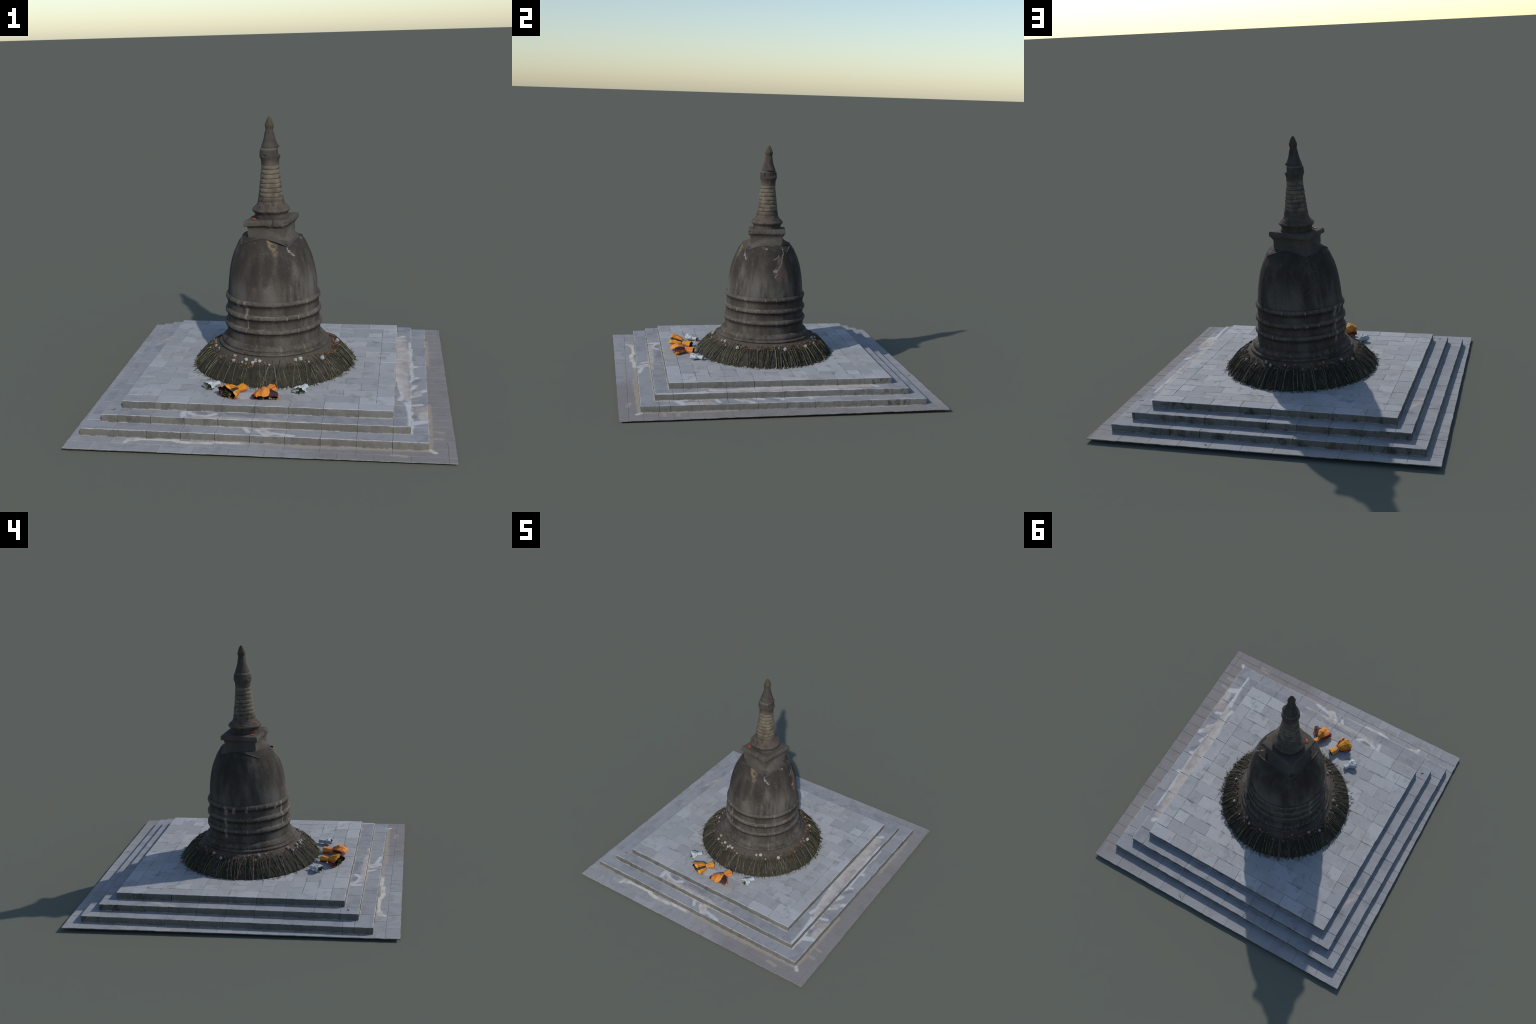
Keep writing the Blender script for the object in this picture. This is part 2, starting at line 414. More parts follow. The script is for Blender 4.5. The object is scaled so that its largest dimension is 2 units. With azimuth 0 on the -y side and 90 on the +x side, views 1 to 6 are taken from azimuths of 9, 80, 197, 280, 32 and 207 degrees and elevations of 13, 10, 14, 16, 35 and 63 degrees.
for a, b in spans(-11.6, 12, -11, 2): apron_slab(a, b, 9.95, 12)             # north

# ==================================================================== STUPA
NTH = 256
TH0 = radians(35)                        # a corner of the square neck
STM = Matrix.Translation((SAX.x, SAX.y, 0))
def theta(j): return TH0 + 2 * pi * j / NTH
def corner_phi(th):
    """angle from the nearest face centre of the square neck, -45..45 deg"""
    a = (th - TH0) % (pi / 2); return a - pi / 4

def weather(x, y, z, amp=1.0):
    return amp * (.0016 * nz(x, y, z, 9) + .0009 * nz(x + 3, y, z, 26) + .0005 * nz(x, y + 5, z, 70))

def dark_stone(name, zone):
    """blackened, lime-streaked stone; zone picks which marks appear"""
    t = NT(name); P = t.objco(); x, y, z = t.sep(P)
    th = t.math('ARCTAN2', y, x); rad = t.math('SQRT', t.math('ADD', t.math('MULTIPLY', x, x), t.math('MULTIPLY', y, y)))
    cyl = t.comb(x, y, t.math('MULTIPLY', z, .16))
    streak = t.noise(cyl, 26, 4, .6); broad = t.noise(t.comb(x, y, t.math('MULTIPLY', z, .35)), 8, 3, .55)
    fine = t.noise(P, 170, 4, .65); mid = t.noise(P, 38, 5, .65)
    col = t.ramp(broad, [(.30, (.033, .028, .024)), (.5, (.062, .053, .045)), (.68, (.104, .094, .082))])
    col = t.mix(t.step(streak, .5, .76, 0, .6), col, (.034, .030, .026))
    col = t.mix(t.step(streak, .46, .26, 0, .35), col, (.105, .097, .085))
    col = t.mix(t.step(mid, .52, .75, 0, .5), col, (.105, .082, .063))
    warp = t.vmath('ADD', P, t.vmath('SCALE', t.vmath('SUBTRACT', t.noise(P, 14, 4, .65, color=True), (.5, .5, .5)), scale=.06))
    wx, wy, wz = t.sep(warp)
    arc = t.math('MULTIPLY', t.math('ARCTAN2', wy, wx), .255)
    soft = t.vmath('ADD', P, t.vmath('SCALE', t.vmath('SUBTRACT', t.noise(P, 40, 3, .6, color=True), (.5, .5, .5)), scale=.010))
    sx, sy, sz = t.sep(soft); sth = t.math('ARCTAN2', sy, sx)
    def mark(deg, zc, deg2, zc2, w, soft): return t.capsule(arc, wz, (radians(deg) * .255, zc), (radians(deg2) * .255, zc2), w, soft)
    # hairline cracks
    ck = t.voro(warp, 11); gate = t.step(t.noise(P, 7, 2), .5, .62)
    crack = t.math('MULTIPLY', t.step(ck, .004, .012, 1, 0), t.math('MULTIPLY', gate, t.step(fine, .42, .6)))
    if zone == 'dome':
        low = t.math('MULTIPLY', t.step(z, .74, .58), t.step(t.noise(cyl, 15, 3), .40, .60))
        col = t.mix(t.math('MULTIPLY', low, .6), col, (.125, .116, .103))
        up_ = t.math('MULTIPLY', t.step(z, .66, .80), t.step(t.noise(cyl, 19, 3), .44, .60))
        col = t.mix(t.math('MULTIPLY', up_, .7), col, (.032, .027, .023))
        edge = t.union([mark(-84, .872, -66, .866, .004, .014), mark(-66, .866, -57, .85, .002, .010)])  # shadow line beneath the front arch edge, drawn as dark strokes on the dome
        col = t.mix(t.math('MULTIPLY', edge, t.step(mid, .3, .5)), col, (.020, .018, .014))
        soot = t.math('MULTIPLY', t.step(z, .80, .845), t.step(mid, .34, .56))
        col = t.mix(t.math('MULTIPLY', soot, .6), col, (.034, .029, .024))
        tan = t.union([mark(-82, .850, -77, .825, .006, .034), mark(-88, .866, -85, .845, .003, .022)])
        col = t.mix(t.math('MULTIPLY', tan, t.step(mid, .34, .62, .15, .8)), col, (.215, .165, .108))
        pink = t.union([mark(17, .80, 14, .77, .008, .02), mark(10, .735, 12, .69, .012, .026), mark(24, .72, 25, .65, .003, .02)])
        col = t.mix(t.math('MULTIPLY', pink, t.step(mid, .3, .6, .15, .65)), col, (.165, .105, .075))
        wh = t.union([mark(-55.5, .838, -50.5, .805, .0003, .0045), mark(-50.5, .805, -48, .797, .001, .0045), mark(30, .87, 22, .80, .0015, .006), mark(22, .80, 13, .74, .001, .006),
                      mark(16, .825, 5, .80, .0005, .006), mark(4, .735, 9, .73, .004, .006), mark(10, .715, 6, .69, .0005, .005), mark(-10, .866, -9, .866, .003, .004)])
        col = t.mix(t.math('MULTIPLY', wh, .75), col, (.26, .245, .23))
        pale = t.math('MULTIPLY', t.union([mark(-48, .70, -44, .56, .012, .05), mark(-25, .62, 5, .57, .02, .06), mark(-60, .60, -58, .56, .01, .05)]), t.step(streak, .62, .35))
        col = t.mix(t.math('MULTIPLY', pale, .6), col, (.135, .128, .115))
        dk = t.math('MULTIPLY', t.union([mark(-70, .78, -69, .70, .008, .03), mark(-88, .76, -92, .66, .01, .03), mark(-105, .77, -108, .66, .008, .03)]), .65)
        col = t.mix(dk, col, (.035, .032, .028))
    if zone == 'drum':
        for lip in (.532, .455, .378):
            gb = t.math('MULTIPLY', t.step(sz, lip - .030, lip - .008), t.step(sz, lip + .003, lip - .001))  # occlusion shade under each ring lip, painted into the drum colour
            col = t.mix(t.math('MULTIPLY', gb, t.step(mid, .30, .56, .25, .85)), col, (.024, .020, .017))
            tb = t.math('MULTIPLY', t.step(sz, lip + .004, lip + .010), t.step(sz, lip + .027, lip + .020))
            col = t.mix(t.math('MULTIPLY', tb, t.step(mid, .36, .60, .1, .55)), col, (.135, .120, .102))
    if zone in ('drum', 'dome'):
        # lime weeping from the joints of the ring mouldings
        lime = []
        for zr in (.545, .466, .393):
            band = t.step(t.math('ABSOLUTE', t.math('SUBTRACT', sz, zr - .004)), .008, .014, 1, 0)
            saw = t.math('PINGPONG', t.math('ADD', sth, zr * 7), pi / 24)
            jn = t.step(saw, .004, .017, 1, 0)
            pick = t.step(t.noise(t.comb(x, y, zr * 3), 23, 2), .44, .62)
            lime.append(t.math('MULTIPLY', t.math('MULTIPLY', band, jn), pick))
            line = t.step(t.math('ABSOLUTE', t.math('SUBTRACT', sz, zr + .009)), .0006, .0026, 1, 0)
            lime.append(t.math('MULTIPLY', line, t.step(t.noise(t.comb(x, y, zr), 9, 3), .5, .66, 0, .7)))
        col = t.mix(t.math('MULTIPLY', t.union(lime), .6), col, (.27, .245, .21))
        runs = t.math('MULTIPLY', t.step(t.noise(cyl, 60, 2), .66, .74), t.step(broad, .45, .6))
        col = t.mix(t.math('MULTIPLY', runs, .5), col, (.125, .095, .070))
    if zone == 'drum':
        ws = t.union([mark(-118, .545, -118, .53, .004, .008), mark(-117, .51, -116.5, .475, .002, .010), mark(-116.5, .468, -116, .456, .006, .008), mark(-115, .445, -114.5, .385, .0003, .005),
                      mark(157, .54, 156, .50, .006, .012), mark(156, .46, 155, .445, .006, .01), mark(156, .43, 155, .345, .002, .010), mark(168, .535, 168, .51, .004, .01), mark(-173, .54, -173, .525, .006, .01),
                      mark(-129, .545, -129, .53, .004, .008)])
        col = t.mix(t.math('MULTIPLY', t.math('MULTIPLY', ws, t.step(mid, .36, .55, .2, 1)), .7), col, (.27, .235, .195))
    if zone == 'foot':
        # block joints in the foot mouldings and lichen-brown wear
        saw = t.math('PINGPONG', t.math('ADD', sth, .1), pi / 26)
        jn = t.math('MULTIPLY', t.step(saw, .002, .011, 1, 0), t.step(t.noise(P, 15, 2), .45, .6))
        col = t.mix(t.step(mid, .42, .65, 0, .6), col, (.130, .108, .085))
        col = t.mix(t.math('MULTIPLY', jn, .6), col, (.20, .17, .13))
    if zone == 'mound':
        col = t.mix(.45, col, (.030, .026, .021))
        out = t.step(rad, .330, .378)
        moss = t.math('MULTIPLY', out, t.step(t.noise(t.comb(th, rad, 0), 20, 4, .6), .35, .62))
        col = t.mix(t.math('MULTIPLY', out, t.step(mid, .35, .65, 1, .5)), col, (.021, .019, .015))
        col = t.mix(t.math('MULTIPLY', moss, .45), col, (.046, .044, .028))
        col = t.mix(t.math('MULTIPLY', t.math('SUBTRACT', 1, out), .55), col, (.100, .083, .068))
    if zone == 'mound':
        lich = t.math('MULTIPLY', t.step(t.noise(P, 24, 5, .7), .54, .68), t.step(fine, .35, .55))
        col = t.mix(t.math('MULTIPLY', lich, .6), col, (.105, .098, .075))
    if zone == 'spire':
        tanz = t.math('MULTIPLY', t.step(z, 1.075, 1.11), t.step(z, 1.285, 1.262))
        sun = t.step(t.noise(P, 17, 4, .6), .36, .60, .25, 1)
        col = t.mix(t.math('MULTIPLY', t.math('MULTIPLY', tanz, sun), .95), col, t.ramp(mid, [(.3, (.120, .098, .070)), (.7, (.205, .175, .130))]))
        foot = t.math('MULTIPLY', t.step(z, 1.0, 1.03), t.step(z, 1.10, 1.07))
        col = t.mix(t.math('MULTIPLY', foot, t.step(mid, .4, .62, .2, .75)), col, (.135, .106, .084))
        grv = t.step(t.math('PINGPONG', t.math('SUBTRACT', z, 1.0714), .0126), .0008, .0030, 1, 0)
        col = t.mix(t.math('MULTIPLY', t.math('MULTIPLY', grv, tanz), .6), col, (.045, .04, .032))
        col = t.mix(t.math('MULTIPLY', t.step(z, 1.352, 1.358), t.math('MULTIPLY', t.step(z, 1.366, 1.360), .5)), col, (.15, .138, .12))
        col = t.mix(t.math('MULTIPLY', t.step(z, 1.45, 1.50), .6), col, (.070, .062, .034))
    if zone == 'neck':
        col = t.mix(.45, col, (.108, .096, .080))
    col = t.mix(t.math('MULTIPLY', crack, .45), col, (.16, .148, .132))
    col = t.mix(.45, col, t.ramp(fine, [(.3, (.3, .3, .3)), (.7, (.7, .7, .7))]), 'OVERLAY')
    h = t.math('ADD', t.math('MULTIPLY', fine, .7), mid)
    return t.done(col, .88, t.bump(h, .55, .0035), spec=.2)

M_DOME = dark_stone('blackened_stone_dome', 'dome')
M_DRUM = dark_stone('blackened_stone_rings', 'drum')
M_FOOT = dark_stone('worn_stone_foot', 'foot')
M_MOUND = dark_stone('mossy_stone_skirt', 'mound')
M_NECK = dark_stone('grey_stone_neck', 'neck')
M_SPIRE = dark_stone('tan_stone_spire', 'spire')

def refine(profile, step=.004):
    """subdivide a (r, z) profile with Catmull-Rom so that it stays smooth"""
    out = []
    P = profile
    for i in range(len(P) - 1):
        p0, p1, p2, p3 = P[max(0, i - 1)], P[i], P[i + 1], P[min(len(P) - 1, i + 2)]
        L = hypot(p2[0] - p1[0], p2[1] - p1[1]); k = max(1, int(L / step))
        for s in range(k):
            t = s / k
            w = lerp(0, 1, t)
            # half catmull-rom, half linear: keeps corners fairly crisp
            c = [0.5 * (2 * p1[a] + (p2[a] - p0[a]) * t + (2 * p0[a] - 5 * p1[a] + 4 * p2[a] - p3[a]) * t * t + (3 * p1[a] - p0[a] - 3 * p2[a] + p3[a]) * t ** 3) for a in (0, 1)]
            out.append(tuple(lerp(lerp(p1[a], p2[a], t), c[a], .7) for a in (0, 1)))
    out.append(P[-1]); return out

def revolve(name, profile, mat, amp=1.0, mod=None, n=NTH, step=.004, angle=55, raw=False):
    prof = profile if raw else refine(profile, step)
    rows = []
    for r, z in prof:
        row = []
        for j in range(n):
            th = TH0 + 2 * pi * j / n; c, s = cos(th), sin(th)
            rr, zz = r, z
            if mod: rr, zz = mod(r, z, th)
            w = weather(c * .26, s * .26, zz, amp) if rr > .004 else 0
            rr = max(rr + w, 0.0005)
            row.append((rr * c, rr * s, zz))
        rows.append(row)
    v, f = loft(rows, True, True, True)
    me = mesh_of(name, v, f, mat, True, None, angle)
    return obj(name, me, stupa, STM)

# skirt: low convex mound under the bell
MOUND = [(.438, .128), (.4450, .138), (.4485, .1445), (.4445, .1525), (.4355, .1635), (.4265, .174), (.416, .185), (.4045, .1955), (.3955, .2035), (.3920, .2075), (.3900, .212), (.381, .219), (.362, .2305), (.344, .2415), (.328, .252), (.3145, .2600), (.308, .2630), (.30, .264), (.285, .2645)]
def mound_mod(r, z, th):
    k = sstep(.345, .41, r)
    b = k * (.0045 * nz(cos(th) * 6, sin(th) * 6, z * 9) + .0022 * nz(th * 9, z * 6, 2.2, 3))
    # the rim is broken back on the south-west and heaves up on the east
    b -= .006 * k * sstep(.5, .0, abs(((th - radians(205) + pi) % (2 * pi)) - pi)) * sstep(.15, .2, z)
    return r + b, z
mound = revolve('stone_skirt', MOUND, M_MOUND, 1.4, mound_mod, n=320)
MP = sorted([(r, z) for r, z in MOUND])
def mound_r(z): return interp(sorted([(zz, r) for r, zz in MOUND]), z)
MZ = sorted((r, z) for r, z in MOUND if z > .144)
def mound_z(r): return interp(MZ, r)

revolve('foot_moulding', [(.295, .256), (.3035, .2620), (.3035, .2652), (.3085, .2672), (.3102, .2710), (.3094, .2755), (.3040, .2782), (.2930, .2805), (.2905, .2822), (.2925, .2850), (.2932, .2900), (.2910, .2965), (.2860, .3040), (.2785, .3095), (.2705, .3125), (.264, .3140), (.258, .3145)], M_FOOT, .7, step=.0014)

RINGS = [(.262, .304), (.2640, .310), (.2638, .330), (.2640, .348), (.2652, .3620), (.2680, .3715), (.2718, .3765), (.2745, .3790), (.2754, .3835), (.2750, .3900), (.2728, .3975), (.2685, .4020), (.2615, .4038), (.2594, .4070), (.2588, .4160), (.2595, .4300), (.2618, .4420), (.2655, .4500), (.2690, .4535), (.2710, .4562), (.2710, .4630), (.2692, .4710), (.2645, .4765), (.2592, .4785), (.2578, .4820), (.2572, .4950), (.2580, .5100), (.2603, .5225), (.2635, .5290), (.2662, .5325), (.2674, .5370), (.2670, .5430), (.2645, .5510), (.2605, .5550), (.2545, .5568), (.2540, .5580)]
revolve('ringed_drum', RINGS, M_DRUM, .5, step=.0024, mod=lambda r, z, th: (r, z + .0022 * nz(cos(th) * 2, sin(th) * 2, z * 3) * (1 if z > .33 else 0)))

# dome + concave collar that turns the round dome into the square neck
DOME = [(.552, .2540), (.57, .2528), (.604, .2503), (.637, .2472), (.67, .2425), (.702, .2370), (.738, .2288), (.768, .2196), (.795, .2096), (.818, .1990), (.833, .1921), (.849, .1835), (.862, .1735), (.874, .1640), (.886, .1535), (.90, .140)]
DS = refine(DOME, .006)
def dome_r(z): return interp(DS, z)
def arch_z(ph):
    t = abs(ph) / (pi / 4); return .886 - .043 * t ** 1.75
def dome_dent(th, z):
    a = abs(((th - radians(-74) + pi) % (2 * pi)) - pi)
    return -.017 * sstep(.40, .10, a) * sstep(.80, .862, z) * (.75 + .7 * nz(th * 5, z * 40, 1.0))
rows = []
KD = 84
for i in range(KD + 1):
    row = []
    for j in range(NTH):
        th = theta(j); za = arch_z(corner_phi(th)); z = lerp(.553, za + .004, i / KD)
        r = dome_r(z) + dome_dent(th, z) + weather(cos(th) * .25, sin(th) * .25, z, .9) + .0012 * nz(th * 6, z * 3, 0)
        if i == 0: r = .2535
        row.append((r * cos(th), r * sin(th), z))
    rows.append(row)
v, f = loft(rows, True, True, True)
obj('bell_dome', mesh_of('bell_dome', v, f, M_DOME, True, None, 60), stupa, STM)

def sq(h, ph): return h / cos(ph)
def sq_round(h, ph, n):
    return h * (abs(cos(ph)) ** n + abs(sin(ph)) ** n) ** (-1 / n)
NECKH = [(.89, .1055), (.919, .1045), (.930, .1050), (.939, .1075), (.947, .1120), (.955, .1185)]
rows = []
KC = 16
for i in range(-2, KC + 1):
    row = []
    for j in range(NTH):
        th = theta(j); ph = corner_phi(th); t = abs(ph) / (pi / 4)
        za = arch_z(ph); zn = .926 - .036 * t ** 2
        Ra, Rn = dome_r(za) + .0050, sq(interp(NECKH, zn), ph)
        if i == -2: r, z = Ra - .012, za + .002
        elif i == -1: r, z = Ra - .0005, za - .0012
        else:
            s = i / KC; z = lerp(za, zn, s); n_ = 3.2 + 36 * s ** 3
            Rn = sq_round(interp(NECKH, zn), ph, n_)
            r = lerp(Ra, Rn, lerp(s, 1 - (1 - s) ** 2.3, .85))
        r += weather(cos(th) * .2, sin(th) * .2, z, .6)
        row.append((r * cos(th), r * sin(th), z))
    rows.append(row)
for i in range(1, 12):
    row = []
    for j in range(NTH):
        th = theta(j); ph = corner_phi(th); t = abs(ph) / (pi / 4); zn = .926 - .036 * t ** 2
        z = lerp(zn, .958, i / 11); r = sq(interp(NECKH, z), ph) + weather(cos(th) * .2, sin(th) * .2, z, .6)
        row.append((r * cos(th), r * sin(th), z))
    rows.append(row)
v, f = loft(rows, True, True, True)
obj('square_neck', mesh_of('square_neck', v, f, M_NECK, True, None, 42), stupa, STM)

# square cap slab, one corner and one edge broken
def cap_r(h, ph, th, z):
    r = sq(h, ph)
    d55 = abs(((th - radians(-55) + pi) % (2 * pi)) - pi)      # broken south-east corner
    r -= .010 * sstep(.14, .0, d55) * (1 + .8 * nz(z * 70, th * 8, 3))
    d82 = abs(((th - radians(-82) + pi) % (2 * pi)) - pi)      # chip mid-edge
    r -= .010 * sstep(.10, .02, d82)
    return r
CAPP = [(.100, .9505), (.1165, .9515), (.1215, .9545), (.1228, .960), (.1222, .972), (.1215, .9785), (.1195, .982), (.116, .9835), (.1055, .9845), (.095, .985), (.08, .985)]
rows = []
for h, z in refine(CAPP, .0035):
    row = []
    for j in range(NTH):
        th = theta(j); ph = corner_phi(th)
        rough = .0022 * nz(cos(th) * 14, sin(th) * 14, z * 60) * sstep(.09, .118, h)
        r = cap_r(h, ph, th, z) + rough if h > .09 else sq(h, ph)
        x, y = r * cos(th), r * sin(th)
        dz = .050 * x + .004 * y
        seg = sstep(radians(-98), radians(-80), ((th + pi) % (2 * pi)) - pi) * sstep(radians(-50), radians(-58), ((th + pi) % (2 * pi)) - pi)
        dz -= .006 * seg * sstep(.10, .12, h) * (1 + .9 * nz(th * 22, 1.7, 0))
        row.append((x, y, z + dz - .003 + .0012 * nz(x * 30, y * 30, 5) * sstep(.09, .11, h)))
    rows.append(row)
v, f = loft(rows, True, True, True)
obj('square_cap', mesh_of('square_cap', v, f, M_NECK, True, None, 40), stupa, STM)

# spire -------------------------------------------------------------------
revolve('spire_foot', [(.088, .972), (.0915, .984), (.0905, .995), (.0915, 1.003), (.0955, 1.0095), (.1020, 1.0165), (.1052, 1.0215), (.1058, 1.0255), (.1046, 1.0300), (.1005, 1.0330), (.0978, 1.0335), (.0970, 1.0355), (.0965, 1.0385), (.0935, 1.0402), (.0898, 1.0406), (.0890, 1.0425), (.0886, 1.0455), (.0855, 1.0472), (.0822, 1.0476), (.0816, 1.0500), (.0808, 1.0540), (.0785, 1.0558), (.0764, 1.0563), (.0758, 1.0600), (.0748, 1.0650), (.0728, 1.0668), (.0716, 1.0673), (.0712, 1.0725), (.060, 1.0730)], M_SPIRE, .8,
        lambda r, z, th: (r + (.0015 * nz(cos(th) * 5, sin(th) * 5, z * 50)), z + .0015 * nz(cos(th) * 3, sin(th) * 3, 7)), n=160, step=.0014)
SHAFT = [(1.070, .0722), (1.084, .0712), (1.10, .0678), (1.121, .0660), (1.135, .0645), (1.151, .0618), (1.175, .0595), (1.195, .0566), (1.21, .0552), (1.229, .0528), (1.248, .0502), (1.272, .0483)]
prof = []
zb = [1.0714 + .0252 * k for k in range(9)]
for k, (a, b) in enumerate(zip(zb, zb[1:])):
    ins = .0036 if k else .002
    for s in (0, .06, .16, .35, .6, .82, .93):
        z = lerp(a, b, s); bulge = (1 - abs(2 * s - 1) ** 2.6)
        prof.append((interp(SHAFT, z) - ins + (ins + .0004) * bulge ** .7, z))
prof.append((interp(SHAFT, zb[-1]) - .002, zb[-1]))
def shaft_mod(r, z, th):
    zz = z + .0028 * nz(cos(th) * 1.6, sin(th) * 1.6, z * 14) + .0014 * nz(cos(th) * 5, sin(th) * 5, z * 20)
    return r + .0012 * nz(cos(th) * 3, sin(th) * 3, z * 30), zz
revolve('spire_shaft', prof, M_SPIRE, .5, shaft_mod, n=128, raw=True)

def wrap(a): return ((a + pi) % (2 * pi)) - pi
def collar_mod(r, z, th):
    # the east side of the collar is broken away
    k = sstep(radians(52), radians(34), abs(wrap(th - radians(4)))) * sstep(1.322, 1.329, z) * sstep(1.371, 1.365, z)
    r2 = lerp(r, min(r, .0445), k)
    lip = sstep(radians(40), radians(15), abs(wrap(th - radians(4)))) * sstep(1.364, 1.369, z) * sstep(1.385, 1.371, z)
    r2 += .0085 * lip
    nick = sstep(.32, .1, abs(wrap(th - radians(-118)))) * sstep(1.316, 1.320, z) * sstep(1.330, 1.325, z)
    r2 -= .006 * nick
    lump = .0022 * nz(cos(th) * 2.5, sin(th) * 2.5, z * 26) * sstep(1.36, 1.40, z)
    return max(.0005, r2 + lump * clamp(r / .02)), z + .0012 * nz(cos(th) * 2, sin(th) * 2, z * 9)
revolve('spire_collar', [(.040, 1.262), (.0480, 1.2715), (.0485, 1.285), (.0495, 1.296), (.0520, 1.305), (.0552, 1.312), (.0570, 1.320), (.0568, 1.328), (.0556, 1.338), (.0545, 1.350), (.0525, 1.3575), (.0485, 1.3625), (.0455, 1.366)], M_SPIRE, .8, collar_mod, n=128, step=.003)
revolve('finial', [(.040, 1.358), (.0462, 1.366), (.0450, 1.374), (.0420, 1.383), (.0375, 1.394), (.0340, 1.404), (.0310, 1.414), (.0278, 1.428), (.0250, 1.443), (.0222, 1.456), (.0204, 1.4655), (.0226, 1.4735), (.0245, 1.4815), (.0238, 1.4905), (.0212, 1.4965), (.0192, 1.4995), (.0186, 1.503), (.0160, 1.5105), (.0118, 1.5195), (.0072, 1.5275), (.0025, 1.5320), (.0008, 1.5326)], M_SPIRE, .5, collar_mod, n=96, step=.003)

# ============================================================ CUT FLOWERS
ring = empty('flower_ring', (SAX.x, SAX.y, 0))
ring['label'] = 'ring of cut flowers leaning on round stone skirt'
ring['category'] = 'flowers'
def m_stem(name, c0, c1, c2):
    t = NT(name); P = t.objco(); r = t.n('ShaderNodeObjectInfo').outputs['Random']
    c = t.ramp(r, [(0, c0), (.45, c1), (.8, c2), (1, (.20, .185, .125))])
    c = t.mix(t.step(t.noise(P, 60, 3), .45, .7, 0, .6), c, (.06, .048, .03))
    return t.done(c, .7, transl=.0)
M_STEM = m_stem('flower_stem_green', (.026, .025, .015), (.052, .050, .029), (.118, .110, .066))
def m_petal(name, stops, tr=.2):
    t = NT(name); P = t.objco()
    r = t.n('ShaderNodeObjectInfo').outputs['Random']
    f = t.math('ADD', t.math('MULTIPLY', t.noise(P, 90, 3), .6), t.math('MULTIPLY', r, .4))
    return t.done(t.ramp(f, stops), .75, transl=tr)
M_WHITE = m_petal('white_petals', [(.25, (.48, .46, .41)), (.6, (.66, .65, .62))])
M_DRY = m_petal('dried_brown_petals', [(.25, (.11, .052, .028)), (.5, (.22, .118, .066)), (.72, (.38, .28, .21))], .1)

def tube(path, rad, sides=6):
    """swept tube; rad may be a list"""
    rows = []
    for i, p in enumerate(path):
        a = path[max(0, i - 1)]; b = path[min(len(path) - 1, i + 1)]
        d = (b - a).normalized(); u = d.cross(Vector((.31, .17, .93))).normalized(); w = d.cross(u)
        r = rad[i] if isinstance(rad, (list, tuple)) else rad
        rows.append([p + u * (cos(2 * pi * k / sides) * r) + w * (sin(2 * pi * k / sides) * r) for k in range(sides)])
    return loft(rows, True, True, True)
def join(parts):
    V, F, off = [], [], 0
    for v, f in parts:
        V += v; F += [tuple(i + off for i in q) for q in f]; off += len(v)
    return V, F
def leaf(p, d, w, L):
    """small thick curled leaf"""
    d = d.normalized(); s = d.cross(Vector((0, 0, 1))).normalized(); up = s.cross(d)
    rows = []
    for i in range(6):
        t = i / 5; ww = w * sin(pi * clamp(.08 + t * .9)); c = p + d * (L * t) + up * (L * .25 * t * t)
        rows.append([c - s * ww, c + up * .0007, c + s * ww, c - up * .0007])
    return loft(rows, True, True, True)

def stem_variant(k, thick=False):
    g = random.Random(100 + k)
    top_r = g.uniform(.330, .364); drift = g.gauss(0, .035 if thick else .065)
    base_r = g.uniform(.450, .468)
    lift = g.uniform(.003, .012) if thick else g.uniform(.0, .005)
    if thick: base_r += .004
    path = []
    for i in range(15):
        t = i / 14
        a = drift * t
        if t < .8:
            s = t / .8; r = lerp(top_r, .444, s ** .95)
            z = mound_z(min(r, .4445)) + .0035 + lift * sin(pi * min(1, s * 1.1)) 
            r += .0025 * s
        else:
            s = (t - .8) / .2; r = lerp(.4465, base_r, s); z = lerp(mound_z(.4445) + .0035, .1415, s)
        r += .0008 * g.uniform(-1, 1); a += .0013 * g.uniform(-1, 1)
        path.append(Vector((r * cos(a), r * sin(a), z)))
    w0 = g.uniform(.75, 1.25) if thick else g.uniform(.62, .95)
    rad = [w0 * lerp(.0016, .0022, i / 14) * g.uniform(.85, 1.15) for i in range(15)]
    parts = [tube(path, rad, 6)]
    for _ in range(g.randrange(0, 4)):
        i = g.randrange(2, 13); p = path[i]; dirv = (path[i - 1] - path[i]).normalized() + Vector((g.uniform(-.4, .4), g.uniform(-1, 1), g.uniform(.1, .6)))
        parts.append(leaf(p, dirv, g.uniform(.0014, .0028), g.uniform(.010, .022)))
    v, f = join(parts)
    return mesh_of('flower_stem', v, f, M_STEM), path[0], (path[0] - path[2]).normalized()

def bloom_mesh(name, R, n, mat, seed, flat=.6, ragged=.3):
    """pompon of overlapping thick petals"""
    g = random.Random(seed); parts = []
    v, f = [], []
    rows = []
    for i in range(6):
        a = pi * i / 5; rows.append([Vector((R * .5 * sin(a) * cos(2 * pi * k / 8) + 1e-5, R * .5 * sin(a) * sin(2 * pi * k / 8), R * .5 * flat * cos(a))) for k in range(8)])
    parts.append(loft(rows, True, True, True))
    for i in range(n):
        u = (i + .5) / n; el = lerp(-.35, 1.35, u); az = i * 2.39996 + g.uniform(-.2, .2)
        d = Vector((cos(el) * cos(az), cos(el) * sin(az), sin(el) * flat))
        L = R * g.uniform(1 - ragged, 1.05) * .75; w = R * g.uniform(.16, .26)
        s = d.cross(Vector((0, 0, 1.01))).normalized(); up = s.cross(d).normalized(); p0 = d * R * .28
        rr = []
        for k in range(4):
            t = k / 3; ww = w * (.55, 1, .95, .35)[k]; c = p0 + d * L * t + up * (R * .18 * t * t * (1 if el > 0 else -.6))
            th = R * .05
            rr.append([c - s * ww, c + up * th, c + s * ww, c - up * th])
        parts.append(loft(rr, True, True, True))
    v, f = join(parts)
    return mesh_of(name, v, f, mat)

